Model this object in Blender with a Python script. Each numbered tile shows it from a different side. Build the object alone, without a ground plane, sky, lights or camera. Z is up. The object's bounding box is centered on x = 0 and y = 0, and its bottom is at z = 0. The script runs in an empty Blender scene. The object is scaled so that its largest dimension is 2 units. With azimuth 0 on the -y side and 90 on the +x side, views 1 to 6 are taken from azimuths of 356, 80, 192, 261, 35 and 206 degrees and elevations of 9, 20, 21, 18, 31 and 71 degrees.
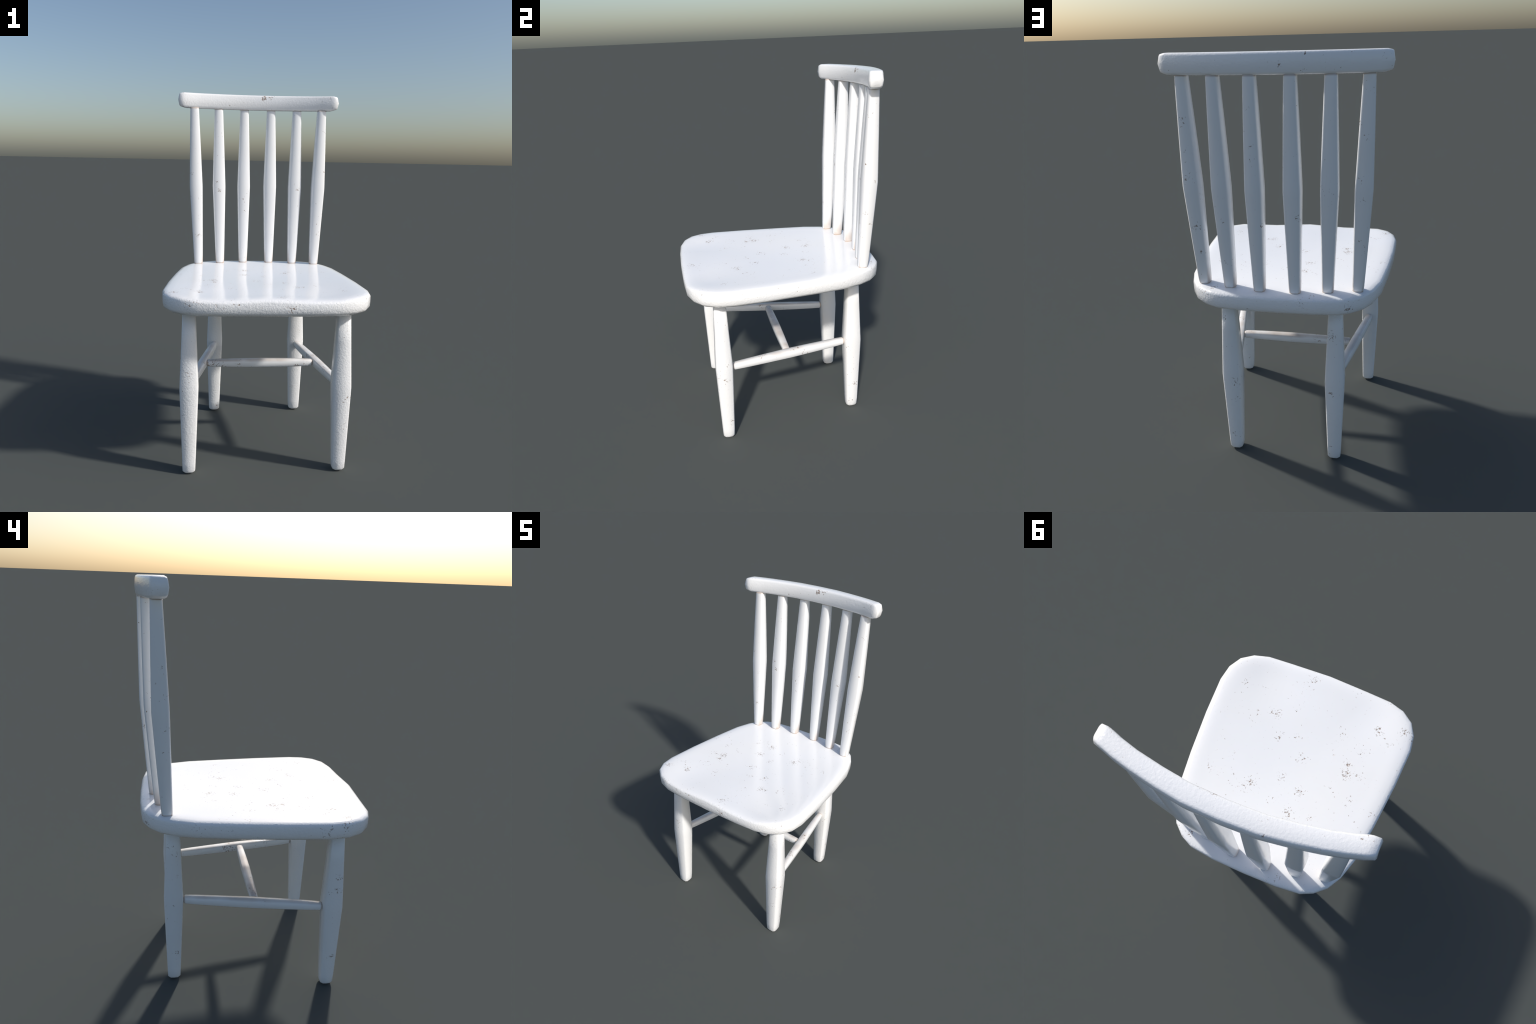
"""Child's white-painted spindle-back wooden chair, built part by part."""
import bpy, bmesh, math
from mathutils import Vector

# ------------------------------------------------------------------ sizes (m)
SEAT_TOP = 0.9600
LEG_SPOTS = [(0.3905, -0.383), (-0.3905, -0.383), (0.259, 0.398), (-0.259, 0.398)]
STRETCHER_Z = 0.4535

# right half of the seat outline, from front centre round to back centre
SEAT_OUTLINE = [(0.0, -0.560), (0.210, -0.5565), (0.343, -0.5475), (0.421, -0.521),
                (0.4815, -0.475), (0.5165, -0.409), (0.528, -0.324), (0.517, -0.124),
                (0.494, 0.105), (0.468, 0.293), (0.435, 0.398), (0.396, 0.466),
                (0.343, 0.513), (0.284, 0.5405), (0.166, 0.5535), (0.0, 0.5565)]
# seat edge: (inset from the outline, height)
SEAT_EDGE = [(0.110, 0.8595), (0.062, 0.8605), (0.027, 0.8685), (0.009, 0.880), (0.0015, 0.891),
             (0.0, 0.912), (0.0, 0.9430), (0.004, 0.9510), (0.012, 0.9562),
             (0.030, 0.9596), (0.062, 0.9610)]

# spindles: bottom (x, y) on the seat, top (x, y) under the rail, bow of the middle (right half)
SPINDLES = [((0.0825, 0.4850), (0.0830, 0.5220), (0.0000, 0.0040)),
            ((0.2290, 0.4570), (0.2430, 0.5005), (0.0020, 0.0045)),
            ((0.3630, 0.4250), (0.3910, 0.4590), (0.0030, 0.0060))]

# crest rail: stations along x with front and back edge (right half)
RAIL_STATIONS = [(0.0, 0.484, 0.5555), (0.130, 0.480, 0.551), (0.230, 0.4665, 0.5365),
                 (0.330, 0.4485, 0.517), (0.400, 0.430, 0.500), (0.442, 0.4155, 0.4865)]


# where the paint is chipped: (x, y, z, radius, strength)
SEAT_WEAR = [(0.176, -0.252, 0.95, 0.050, 1.0), (0.119, -0.143, 0.95, 0.045, 0.8), (0.027, -0.176, 0.95, 0.045, 0.75),
             (0.395, -0.353, 0.955, 0.040, 0.8), (0.069, -0.502, 0.95, 0.050, 0.75), (-0.037, -0.079, 0.95, 0.050, 0.85),
             (-0.341, -0.363, 0.955, 0.050, 1.0), (-0.463, -0.409, 0.955, 0.050, 0.85), (-0.280, -0.083, 0.95, 0.055, 1.0),
             (-0.266, -0.132, 0.95, 0.045, 0.9), (0.147, 0.132, 0.95, 0.055, 0.9), (0.022, 0.050, 0.95, 0.045, 0.8),
             (-0.098, 0.090, 0.95, 0.055, 0.85), (-0.081, 0.215, 0.955, 0.050, 1.0), (-0.338, -0.088, 0.955, 0.035, 0.85),
             (0.365, 0.150, 0.96, 0.040, 0.65), (-0.345, 0.026, 0.955, 0.035, 0.75), (-0.456, 0.055, 0.955, 0.035, 0.7),
             (0.307, 0.483, 0.955, 0.045, 1.0), (-0.160, 0.516, 0.95, 0.040, 0.7), (-0.193, 0.196, 0.955, 0.045, 0.7),
             (-0.505, 0.303, 0.93, 0.060, 0.75), (-0.515, -0.300, 0.925, 0.060, 0.8), (-0.515, -0.392, 0.945, 0.050, 0.9),
             (0.100, -0.555, 0.910, 0.045, 0.95), (-0.343, -0.545, 0.945, 0.050, 0.75), (-0.388, -0.53, 0.92, 0.04, 0.7),
             (-0.328, 0.515, 0.908, 0.050, 0.9), (0.342, 0.51, 0.94, 0.040, 0.7), (-0.121, 0.55, 0.93, 0.05, 0.6)]
RAIL_WEAR = [(0.033, 0.482, 1.982, 0.032, 1.6), (0.080, 0.482, 1.990, 0.036, 1.15), (0.079, 0.482, 1.931, 0.028, 0.85),
             (-0.174, 0.475, 1.930, 0.020, 0.8), (0.434, 0.42, 1.985, 0.030, 0.8), (-0.126, 0.490, 2.000, 0.030, 0.75),
             (-0.145, 0.548, 1.989, 0.030, 0.75), (-0.322, 0.52, 1.992, 0.030, 0.75), (0.014, 0.555, 1.958, 0.03, 0.55),
             (-0.048, 0.555, 1.954, 0.03, 0.7), (-0.143, 0.548, 1.927, 0.03, 0.7), (-0.45, 0.42, 1.925, 0.04, 0.9)]
SPINDLE_WEAR = [(-0.363, 0.412, 1.136, 0.035, 0.95), (-0.247, 0.442, 1.467, 0.030, 0.75), (-0.237, 0.442, 1.418, 0.040, 0.85),
                (-0.071, 0.467, 1.412, 0.030, 0.75), (-0.096, 0.467, 1.364, 0.030, 0.75), (0.075, 0.475, 1.842, 0.030, 0.75),
                (0.256, 0.442, 1.431, 0.030, 0.95), (0.245, 0.442, 1.128, 0.030, 0.75), (0.381, 0.412, 1.229, 0.030, 0.75),
                (0.364, 0.412, 1.153, 0.030, 0.75), (0.391, 0.478, 1.724, 0.040, 0.95), (0.390, 0.478, 1.596, 0.030, 0.75),
                (0.383, 0.478, 1.484, 0.045, 1.00), (0.370, 0.460, 1.246, 0.045, 1.05), (0.358, 0.460, 1.127, 0.030, 0.75),
                (0.230, 0.490, 1.089, 0.030, 0.75), (0.084, 0.533, 1.632, 0.035, 0.95), (0.076, 0.533, 1.577, 0.035, 0.95),
                (0.050, 0.533, 1.283, 0.030, 0.75), (-0.097, 0.533, 1.499, 0.030, 0.75), (-0.109, 0.533, 1.325, 0.035, 0.90),
                (-0.255, 0.508, 1.489, 0.030, 0.75), (-0.378, 0.478, 1.398, 0.030, 0.90), (-0.368, 0.478, 1.488, 0.030, 0.75),
                (-0.385, 0.478, 1.669, 0.030, 0.75), (0.410, 0.422, 1.277, 0.025, 0.95), (0.400, 0.459, 1.216, 0.030, 0.75),
                (0.410, 0.473, 1.449, 0.030, 0.75), (0.410, 0.428, 1.788, 0.030, 0.75), (-0.410, 0.442, 1.634, 0.030, 0.75),
                (-0.410, 0.426, 1.514, 0.030, 0.75), (-0.410, 0.426, 1.372, 0.030, 0.75), (-0.270, 0.499, 1.490, 0.030, 0.75)]
LEG_WEAR = [(-0.393, -0.425, 0.546, 0.040, 0.95), (-0.401, -0.425, 0.155, 0.030, 0.78), (0.420, -0.425, 0.411, 0.030, 0.95),
            (0.399, -0.425, 0.260, 0.030, 0.78), (-0.229, 0.365, 0.174, 0.030, 0.78), (-0.241, 0.365, 0.044, 0.030, 0.78),
            (0.239, 0.365, 0.158, 0.030, 0.78), (0.430, -0.371, 0.497, 0.030, 0.78), (0.430, -0.382, 0.392, 0.045, 0.90),
            (0.430, -0.357, 0.124, 0.030, 0.95), (0.295, 0.397, 0.283, 0.040, 0.85), (0.295, 0.413, 0.169, 0.035, 0.90),
            (0.295, 0.384, 0.053, 0.030, 0.78), (0.273, 0.435, 0.787, 0.035, 0.90), (0.239, 0.435, 0.430, 0.050, 0.85),
            (0.235, 0.435, 0.321, 0.030, 1.00), (0.257, 0.435, 0.091, 0.040, 0.90), (-0.250, 0.435, 0.715, 0.050, 0.95),
            (-0.246, 0.435, 0.403, 0.035, 1.05), (-0.234, 0.435, 0.081, 0.030, 0.78), (-0.295, 0.410, 0.765, 0.040, 0.90),
            (-0.295, 0.391, 0.720, 0.030, 0.95), (-0.295, 0.372, 0.603, 0.030, 0.78), (-0.295, 0.401, 0.438, 0.030, 0.78),
            (-0.295, 0.387, 0.166, 0.030, 1.00), (-0.430, -0.398, 0.630, 0.035, 0.90), (-0.430, -0.399, 0.566, 0.035, 0.90),
            (-0.430, -0.391, 0.180, 0.030, 1.00), (-0.430, -0.367, 0.545, 0.030, 0.78), (0.406, -0.420, 0.395, 0.030, 0.78),
            (0.399, -0.420, 0.255, 0.030, 0.78)]


# ------------------------------------------------------------------ materials
def node(nt, kind, x=0, y=0, **props):
    n = nt.nodes.new(kind)
    n.location = (x, y)
    for k, v in props.items():
        setattr(n, k, v)
    return n


def ramp(nt, src, lo, hi, c0=(0, 0, 0, 1), c1=(1, 1, 1, 1)):
    r = node(nt, 'ShaderNodeValToRGB')
    r.color_ramp.elements[0].position = lo
    r.color_ramp.elements[0].color = c0
    r.color_ramp.elements[1].position = hi
    r.color_ramp.elements[1].color = c1
    nt.links.new(src, r.inputs['Fac'])
    return r.outputs['Color']


def noise(nt, vec, scale, detail=2.0, rough=0.5, offset=(0, 0, 0), stretch=(1, 1, 1), distortion=0.0):
    m = node(nt, 'ShaderNodeMapping')
    m.inputs['Location'].default_value = offset
    m.inputs['Scale'].default_value = stretch
    nt.links.new(vec, m.inputs['Vector'])
    n = node(nt, 'ShaderNodeTexNoise')
    n.inputs['Scale'].default_value = scale
    n.inputs['Detail'].default_value = detail
    n.inputs['Roughness'].default_value = rough
    n.inputs['Distortion'].default_value = distortion
    nt.links.new(m.outputs['Vector'], n.inputs['Vector'])
    return n.outputs['Fac']


def math_node(nt, op, a, b):
    n = node(nt, 'ShaderNodeMath', operation=op)
    for i, v in enumerate((a, b)):
        if isinstance(v, (int, float)):
            n.inputs[i].default_value = v
        else:
            nt.links.new(v, n.inputs[i])
    return n.outputs[0]


def mix(nt, fac, a, b):
    n = node(nt, 'ShaderNodeMix', data_type='RGBA')
    nt.links.new(fac, n.inputs['Factor'])
    for key, v in (('A', a), ('B', b)):
        sock = [s for s in n.inputs if s.name == key and s.type == 'RGBA'][0]
        if isinstance(v, tuple):
            sock.default_value = v
        else:
            nt.links.new(v, sock)
    return [s for s in n.outputs if s.type == 'RGBA'][0]


PAINT = (0.905, 0.91, 0.92, 1)
PAINT_WARM = (0.905, 0.905, 0.905, 1)
CHIP = (0.20, 0.145, 0.115, 1)
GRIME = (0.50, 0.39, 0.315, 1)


def wear_spots(nt, pos, spots):
    """soft round masks where the paint took its knocks: (x, y, z, radius, strength)"""
    total = None
    for x, y, z, r, strength in spots:
        d = node(nt, 'ShaderNodeVectorMath', operation='DISTANCE')
        nt.links.new(pos, d.inputs[0])
        d.inputs[1].default_value = (x, y, z)
        m = math_node(nt, 'MULTIPLY', band(nt, d.outputs['Value'], r * 0.12, r * 1.08), strength)
        total = m if total is None else math_node(nt, 'MAXIMUM', total, m)
    return total


def paint_material(name, seed, grime=None, chip_amount=0.5, peel=0.25, calm_top=False, spots=None, rough_base=0.17):
    """Glossy white brush paint with clusters of chips down to the wood.
    grime(nt, position) returns a mask for the brown rubbed-in dirt at joints."""
    mat = bpy.data.materials.new(name)
    mat.use_nodes = True
    nt = mat.node_tree
    nt.nodes.clear()
    out = node(nt, 'ShaderNodeOutputMaterial')
    bsdf = node(nt, 'ShaderNodeBsdfPrincipled')
    nt.links.new(bsdf.outputs['BSDF'], out.inputs['Surface'])
    pos = node(nt, 'ShaderNodeNewGeometry').outputs['Position']
    o = (seed * 1.7, seed * 0.9, seed * 2.3)
    # paint tone
    tone = noise(nt, pos, 3.0, 3, 0.5, o)
    col = mix(nt, ramp(nt, tone, 0.40, 0.62), PAINT, PAINT_WARM)
    # chips: ragged flecks gathered in clusters, plus a few strays
    cluster = ramp(nt, noise(nt, pos, 10.0, 2.0, 0.55, (o[1], o[2], o[0])), 0.54, 0.72)
    if spots:
        cluster = math_node(nt, 'MULTIPLY', cluster, 0.50)
        cluster = math_node(nt, 'MAXIMUM', cluster, wear_spots(nt, pos, spots))
    fleck = noise(nt, pos, 96.0, 2.0, 0.60, o, distortion=0.6)
    level = 0.87 - 0.30 * chip_amount
    thresh = math_node(nt, 'SUBTRACT', level, math_node(nt, 'MULTIPLY', cluster, 0.196))
    chip = math_node(nt, 'MULTIPLY', math_node(nt, 'SUBTRACT', fleck, thresh), 15.0)
    chip_n = node(nt, 'ShaderNodeClamp')
    nt.links.new(chip, chip_n.inputs['Value'])
    chip = chip_n.outputs[0]
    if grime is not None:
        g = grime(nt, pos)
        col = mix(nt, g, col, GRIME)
    chip_col = mix(nt, noise(nt, pos, 40.0, 1, 0.5, o), (0.19, 0.135, 0.105, 1), (0.38, 0.285, 0.23, 1))
    col = mix(nt, math_node(nt, 'MULTIPLY', chip, 0.90), col, chip_col)
    nt.links.new(col, bsdf.inputs['Base Color'])
    rough = math_node(nt, 'ADD', math_node(nt, 'MULTIPLY', chip, 0.4), rough_base)
    nt.links.new(rough, bsdf.inputs['Roughness'])
    bsdf.inputs['IOR'].default_value = 1.5
    # brushed, orange-peel paint skin
    skin = noise(nt, pos, 95.0, 3.0, 0.6, o)
    if calm_top:
        nz = separate(nt, node(nt, 'ShaderNodeNewGeometry').outputs['Normal'])[2]
        skin = math_node(nt, 'MULTIPLY', skin, math_node(nt, 'ADD', band(nt, nz, 0.90, 0.995), 0.15))
    height = math_node(nt, 'SUBTRACT', skin, math_node(nt, 'MULTIPLY', chip, 0.3))
    bump = node(nt, 'ShaderNodeBump')
    bump.inputs['Strength'].default_value = peel
    bump.inputs['Distance'].default_value = 0.004
    nt.links.new(height, bump.inputs['Height'])
    nt.links.new(bump.outputs['Normal'], bsdf.inputs['Normal'])
    return mat


def separate(nt, pos):
    s = node(nt, 'ShaderNodeSeparateXYZ')
    nt.links.new(pos, s.inputs[0])
    return s.outputs


def band(nt, value, lo, hi):
    """1 at lo falling to 0 at hi."""
    m = node(nt, 'ShaderNodeMapRange')
    m.interpolation_type = 'SMOOTHSTEP'
    for k, v in (('From Min', lo), ('From Max', hi), ('To Min', 1.0), ('To Max', 0.0)):
        m.inputs[k].default_value = v
    nt.links.new(value, m.inputs['Value'])
    return m.outputs[0]


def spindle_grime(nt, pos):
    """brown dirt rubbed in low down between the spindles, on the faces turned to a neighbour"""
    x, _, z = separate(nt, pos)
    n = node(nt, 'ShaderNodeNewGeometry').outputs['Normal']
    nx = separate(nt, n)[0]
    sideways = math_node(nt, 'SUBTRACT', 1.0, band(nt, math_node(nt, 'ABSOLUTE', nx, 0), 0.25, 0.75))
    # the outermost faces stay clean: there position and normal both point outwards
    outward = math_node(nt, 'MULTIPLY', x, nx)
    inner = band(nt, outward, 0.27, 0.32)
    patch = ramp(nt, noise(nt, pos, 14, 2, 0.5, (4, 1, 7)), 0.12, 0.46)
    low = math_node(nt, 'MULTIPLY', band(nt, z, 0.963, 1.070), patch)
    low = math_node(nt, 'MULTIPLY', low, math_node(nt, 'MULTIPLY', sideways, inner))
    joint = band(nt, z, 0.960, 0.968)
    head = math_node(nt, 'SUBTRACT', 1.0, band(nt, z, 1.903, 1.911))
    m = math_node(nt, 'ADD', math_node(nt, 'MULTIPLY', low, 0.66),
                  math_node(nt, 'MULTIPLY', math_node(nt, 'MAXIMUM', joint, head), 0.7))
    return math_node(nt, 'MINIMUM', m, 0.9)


def stretcher_grime(axis, ends, worn):
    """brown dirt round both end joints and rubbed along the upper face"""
    def mask(nt, pos):
        xyz = separate(nt, pos)
        along = math_node(nt, 'ABSOLUTE', math_node(nt, 'SUBTRACT', xyz[axis], ends[0]), 0)
        joint = math_node(nt, 'SUBTRACT', 1.0, band(nt, along, ends[1] - 0.012, ends[1] - 0.003))
        top = math_node(nt, 'SUBTRACT', 1.0, band(nt, xyz[2], STRETCHER_Z + 0.008, STRETCHER_Z + 0.022))
        top = math_node(nt, 'MULTIPLY', top, ramp(nt, noise(nt, pos, 7, 2, 0.5, (2, 5, 1)), 0.36, 0.60))
        return math_node(nt, 'MAXIMUM', math_node(nt, 'MULTIPLY', joint, 0.75),
                         math_node(nt, 'MULTIPLY', top, worn))
    return mask


# ------------------------------------------------------------------ geometry
def make_object(name, verts, faces, mat, parent, sharp=None):
    me = bpy.data.meshes.new(name)
    me.from_pydata([tuple(v) for v in verts], [], faces)
    me.materials.append(mat)
    bm = bmesh.new()
    bm.from_mesh(me)
    bmesh.ops.recalc_face_normals(bm, faces=bm.faces)
    bm.to_mesh(me)
    bm.free()
    for p in me.polygons:
        p.use_smooth = True
    ob = bpy.data.objects.new(name, me)
    bpy.context.scene.collection.objects.link(ob)
    ob.parent = parent
    return ob


def soft_square(a, k):
    """twelve corners of a square of half-width a: each corner cut by k*a,
    each side bowed out a little at its middle"""
    f, b = a * 0.960, a * (1 - k)
    quarter = [(0, -a), (b, -f), (f, -b)]
    pts = []
    for turn in range(4):
        for x, y in quarter:
            for _ in range(turn):
                x, y = -y, x
            pts.append((x, y))
    return pts


def turned_bar(name, rings, mat, parent):
    """rings: (centre, u axis, v axis, half-width, chamfer share)"""
    verts, faces = [], []
    for c, u, v, a, k in rings:
        for x, y in soft_square(a, k):
            verts.append(Vector(c) + Vector(u) * x + Vector(v) * y)
    n = 12
    for i in range(len(rings) - 1):
        for j in range(n):
            p, q = i * n + j, i * n + (j + 1) % n
            faces.append((p, q, q + n, p + n))
    faces.append(tuple(range(n))[::-1])
    faces.append(tuple(range((len(rings) - 1) * n, len(rings) * n)))
    ob = make_object(name, verts, faces, mat, parent)
    return ob


X, Y, Z = Vector((1, 0, 0)), Vector((0, 1, 0)), Vector((0, 0, 1))


def build_leg(x, y, mat, parent):
    profile = [(0.0, 0.0170, 0.52), (0.0030, 0.0245, 0.50), (0.0085, 0.0305, 0.42), (0.017, 0.0334, 0.30),
               (0.06, 0.0347, 0.20), (0.25, 0.0413, 0.20), (0.435, 0.0477, 0.20), (0.466, 0.0485, 0.20),
               (0.495, 0.0475, 0.20), (0.70, 0.0392, 0.20), (0.870, 0.0326, 0.22)]
    return turned_bar('leg', [((x, y, z), X, Y, a, k) for z, a, k in profile], mat, parent)


def build_spindle(lo, hi, bow, mat, parent):
    z0, z1, zm = 0.955, 1.911, 1.44
    profile = [(0.950, 0.0200, 0.55), (0.9560, 0.0240, 0.50), (0.962, 0.0258, 0.42), (0.971, 0.0264, 0.32),
               (1.00, 0.0274, 0.25), (1.20, 0.0332, 0.23), (1.41, 0.0391, 0.23), (1.44, 0.0398, 0.23),
               (1.47, 0.0391, 0.23), (1.68, 0.0333, 0.24), (1.88, 0.0270, 0.26), (1.905, 0.0263, 0.28),
               (1.9145, 0.0258, 0.32)]
    rings = []
    for z, a, k in profile:
        t = (z - z0) / (z1 - z0)
        m = 1 - abs(z - zm) / (zm - z0)          # kinked bow, greatest at the swelling
        c = (lo[0] + (hi[0] - lo[0]) * t + bow[0] * m, lo[1] + (hi[1] - lo[1]) * t + bow[1] * m, z)
        rings.append((c, X, Y, a, k))
    return turned_bar('spindle', rings, mat, parent)


def build_stretcher(name, p, q, mat, parent, end_a=0.0192, mid_a=0.0240):
    p, q = Vector(p), Vector(q)
    d = (q - p).normalized()
    side = d.cross(Z).normalized()
    up = side.cross(d)
    length = (q - p).length
    # (distance from the nearer end, half-width, chamfer); negative lies inside the leg
    half = [(-0.014, 0.0125, 0.50), (-0.001, 0.0130, 0.50), (0.002, 0.0163, 0.46), (0.010, end_a, 0.36),
            (0.06, end_a + 0.0013, 0.30), (length * 0.27, (end_a + mid_a) / 2 + 0.0008, 0.28),
            (length * 0.44, mid_a - 0.0003, 0.28)]
    rings = [(p + d * s, side, up, a, k) for s, a, k in half]
    rings.append(((p + q) / 2, side, up, mid_a, 0.28))
    rings += [(q - d * s, side, up, a, k) for s, a, k in reversed(half)]
    return turned_bar(name, rings, mat, parent)


def seat_height(x, y):
    """saddled top: two shallow hollows for the thighs either side of a low pommel"""
    def bell(t, w):
        return math.exp(-(t / w) ** 2)
    front = 1 / (1 + math.exp((y + 0.33) / 0.065))
    sides = 1 / (1 + math.exp((abs(x) - 0.37) / 0.03))
    hollow = 0.0135 * (1 - bell(x, 0.135)) * sides * front
    dish = 0.0120 * bell(x, 0.34) * bell(y - 0.0, 0.34)
    return -hollow - dish


def build_seat(mat, parent):
    right = SEAT_OUTLINE
    loop = right + [(-x, y) for x, y in reversed(right[1:-1])]
    n = len(loop)
    # inward direction at every outline corner
    inward = []
    for i in range(n):
        a, b = Vector(loop[i - 1]), Vector(loop[(i + 1) % n])
        t = (b - a).normalized()
        inward.append(Vector((-t.y, t.x)))
    verts, faces = [], []
    rings = []

    def add_ring(points):
        rings.append(list(range(len(verts), len(verts) + n)))
        verts.extend(points)

    # underside, then up the rounded edge
    centre = Vector((0, 0.0))
    base = [Vector(loop[i]) + inward[i] * SEAT_EDGE[0][0] for i in range(n)]
    add_ring([Vector((p.x * 0.5, p.y * 0.5, SEAT_EDGE[0][1])) for p in base])
    for inset, z in SEAT_EDGE:
        pts = []
        for i in range(n):
            p = Vector(loop[i]) + inward[i] * inset
            lift = seat_height(p.x, p.y) * min(1, max(0, (z - 0.90) / 0.05))
            pts.append(Vector((p.x, p.y, z + lift)))
        add_ring(pts)
    # saddle surface: shrinking rings
    rim = [Vector(loop[i]) + inward[i] * SEAT_EDGE[-1][0] for i in range(n)]
    for s in (0.93, 0.86, 0.78, 0.69, 0.59, 0.48, 0.36, 0.24, 0.12):
        pts = []
        for p in rim:
            x, y = p.x * s, p.y * s
            pts.append(Vector((x, y, SEAT_TOP + seat_height(x, y))))
        add_ring(pts)
    for a, b in zip(rings, rings[1:]):
        for i in range(n):
            j = (i + 1) % n
            faces.append((a[i], a[j], b[j], b[i]))
    faces.append(tuple(reversed(rings[0])))
    tip = len(verts)
    verts.append(Vector((0, 0, SEAT_TOP + seat_height(0, 0))))
    for i in range(n):
        faces.append((rings[-1][i], rings[-1][(i + 1) % n], tip))
    return make_object('seat', verts, faces, mat, parent)


def build_rail(mat, parent):
    right = RAIL_STATIONS
    stations = [(-x, f, b) for x, f, b in reversed(right[1:])] + right
    # cross-section: share across (0 front .. 1 back) with offset, and height
    def section(f, b):
        return [(f + 0.010, 2.000), (f + 0.0025, 1.9965), (f - 0.0005, 1.988), (f - 0.0045, 1.957),
                (f - 0.0005, 1.925), (f + 0.0035, 1.9165), (f + 0.011, 1.9125),
                (b - 0.011, 1.9125), (b - 0.0035, 1.9165), (b + 0.0005, 1.925), (b + 0.0030, 1.958),
                (b + 0.0005, 1.988), (b - 0.0025, 1.9965), (b - 0.010, 2.000)]
    verts, rings = [], []

    def add(points):
        rings.append(list(range(len(verts), len(verts) + len(points))))
        verts.extend(points)

    def end_rings(sign):
        """rounded end: the section shrinks while the mid height bulges out"""
        res = []
        # (x, front, back, height taken off the top and off the bottom, bulge of the middle)
        for x, f, b, top, low, bulge in ((0.4560, 0.4125, 0.4825, 0.0, 0.0025, 0.0),
                                         (0.4765, 0.4110, 0.4730, 0.0045, 0.0085, 0.0085),
                                         (0.4815, 0.4170, 0.4650, 0.0085, 0.0130, 0.0065)):
            pts = []
            for (y, z) in section(f, b):
                h = (z - 1.956) / 0.044
                pts.append(Vector((sign * (x + bulge * (1 - abs(h))), y, z - (top if h > 0 else low) * h)))
            res.append(pts)
        return res

    for pts in reversed(end_rings(-1)):
        add(pts)
    for x, f, b in stations:
        add([Vector((x, y, z)) for y, z in section(f, b)])
    for pts in end_rings(1):
        add(pts)
    n = len(rings[0])
    faces = []
    for a, b in zip(rings, rings[1:]):
        for i in range(n):
            j = (i + 1) % n
            faces.append((a[i], a[j], b[j], b[i]))
    for ring, flip in ((rings[0], 1), (rings[-1], -1)):
        mid = sum((verts[i] for i in ring), Vector()) / n
        mid.x += 0.003 * -flip
        tip = len(verts)
        verts.append(mid)
        for i in range(n):
            faces.append((ring[i], ring[(i + 1) % n], tip))
    ob = make_object('crest_rail', verts, faces, mat, parent)
    return ob


# ------------------------------------------------------------------ assembly
def build():
    chair = bpy.data.objects.new('wooden_chair', None)
    bpy.context.scene.collection.objects.link(chair)
    chair['label'] = 'white painted wooden chair with spindle back and chipped paint'
    chair['category'] = 'chair'

    seat_mat = paint_material('seat_paint', 1.0, chip_amount=0.505, peel=0.50, calm_top=True,
                              spots=SEAT_WEAR, rough_base=0.105)
    rail_mat = paint_material('rail_paint', 2.0, chip_amount=0.48, peel=0.30, spots=RAIL_WEAR)
    leg_mat = paint_material('leg_paint', 3.0, chip_amount=0.475, peel=0.42, spots=LEG_WEAR)
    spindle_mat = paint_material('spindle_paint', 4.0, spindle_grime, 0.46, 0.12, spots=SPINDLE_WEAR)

    build_seat(seat_mat, chair)
    build_rail(rail_mat, chair)
    for x, y in LEG_SPOTS:
        build_leg(x, y, leg_mat, chair)
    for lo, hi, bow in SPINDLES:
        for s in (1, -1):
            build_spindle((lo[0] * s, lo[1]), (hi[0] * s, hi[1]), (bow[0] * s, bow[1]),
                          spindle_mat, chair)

    side_mat = paint_material('side_stretcher_paint', 5.0,
                              stretcher_grime(1, (0.0075, 0.342), 0.35), 0.5, 0.12)
    cross_mat = paint_material('cross_stretcher_paint', 6.0,
                               stretcher_grime(0, (0.0, 0.304), 0.55), 0.5, 0.12)
    for s in (1, -1):
        build_stretcher('side_stretcher', (s * 0.3895, -0.334, STRETCHER_Z),
                        (s * 0.260, 0.350, STRETCHER_Z), side_mat, chair)
    build_stretcher('cross_stretcher', (-0.303, -0.006, STRETCHER_Z + 0.002),
                    (0.303, -0.006, STRETCHER_Z + 0.002), cross_mat, chair, 0.0188, 0.0232)


build()
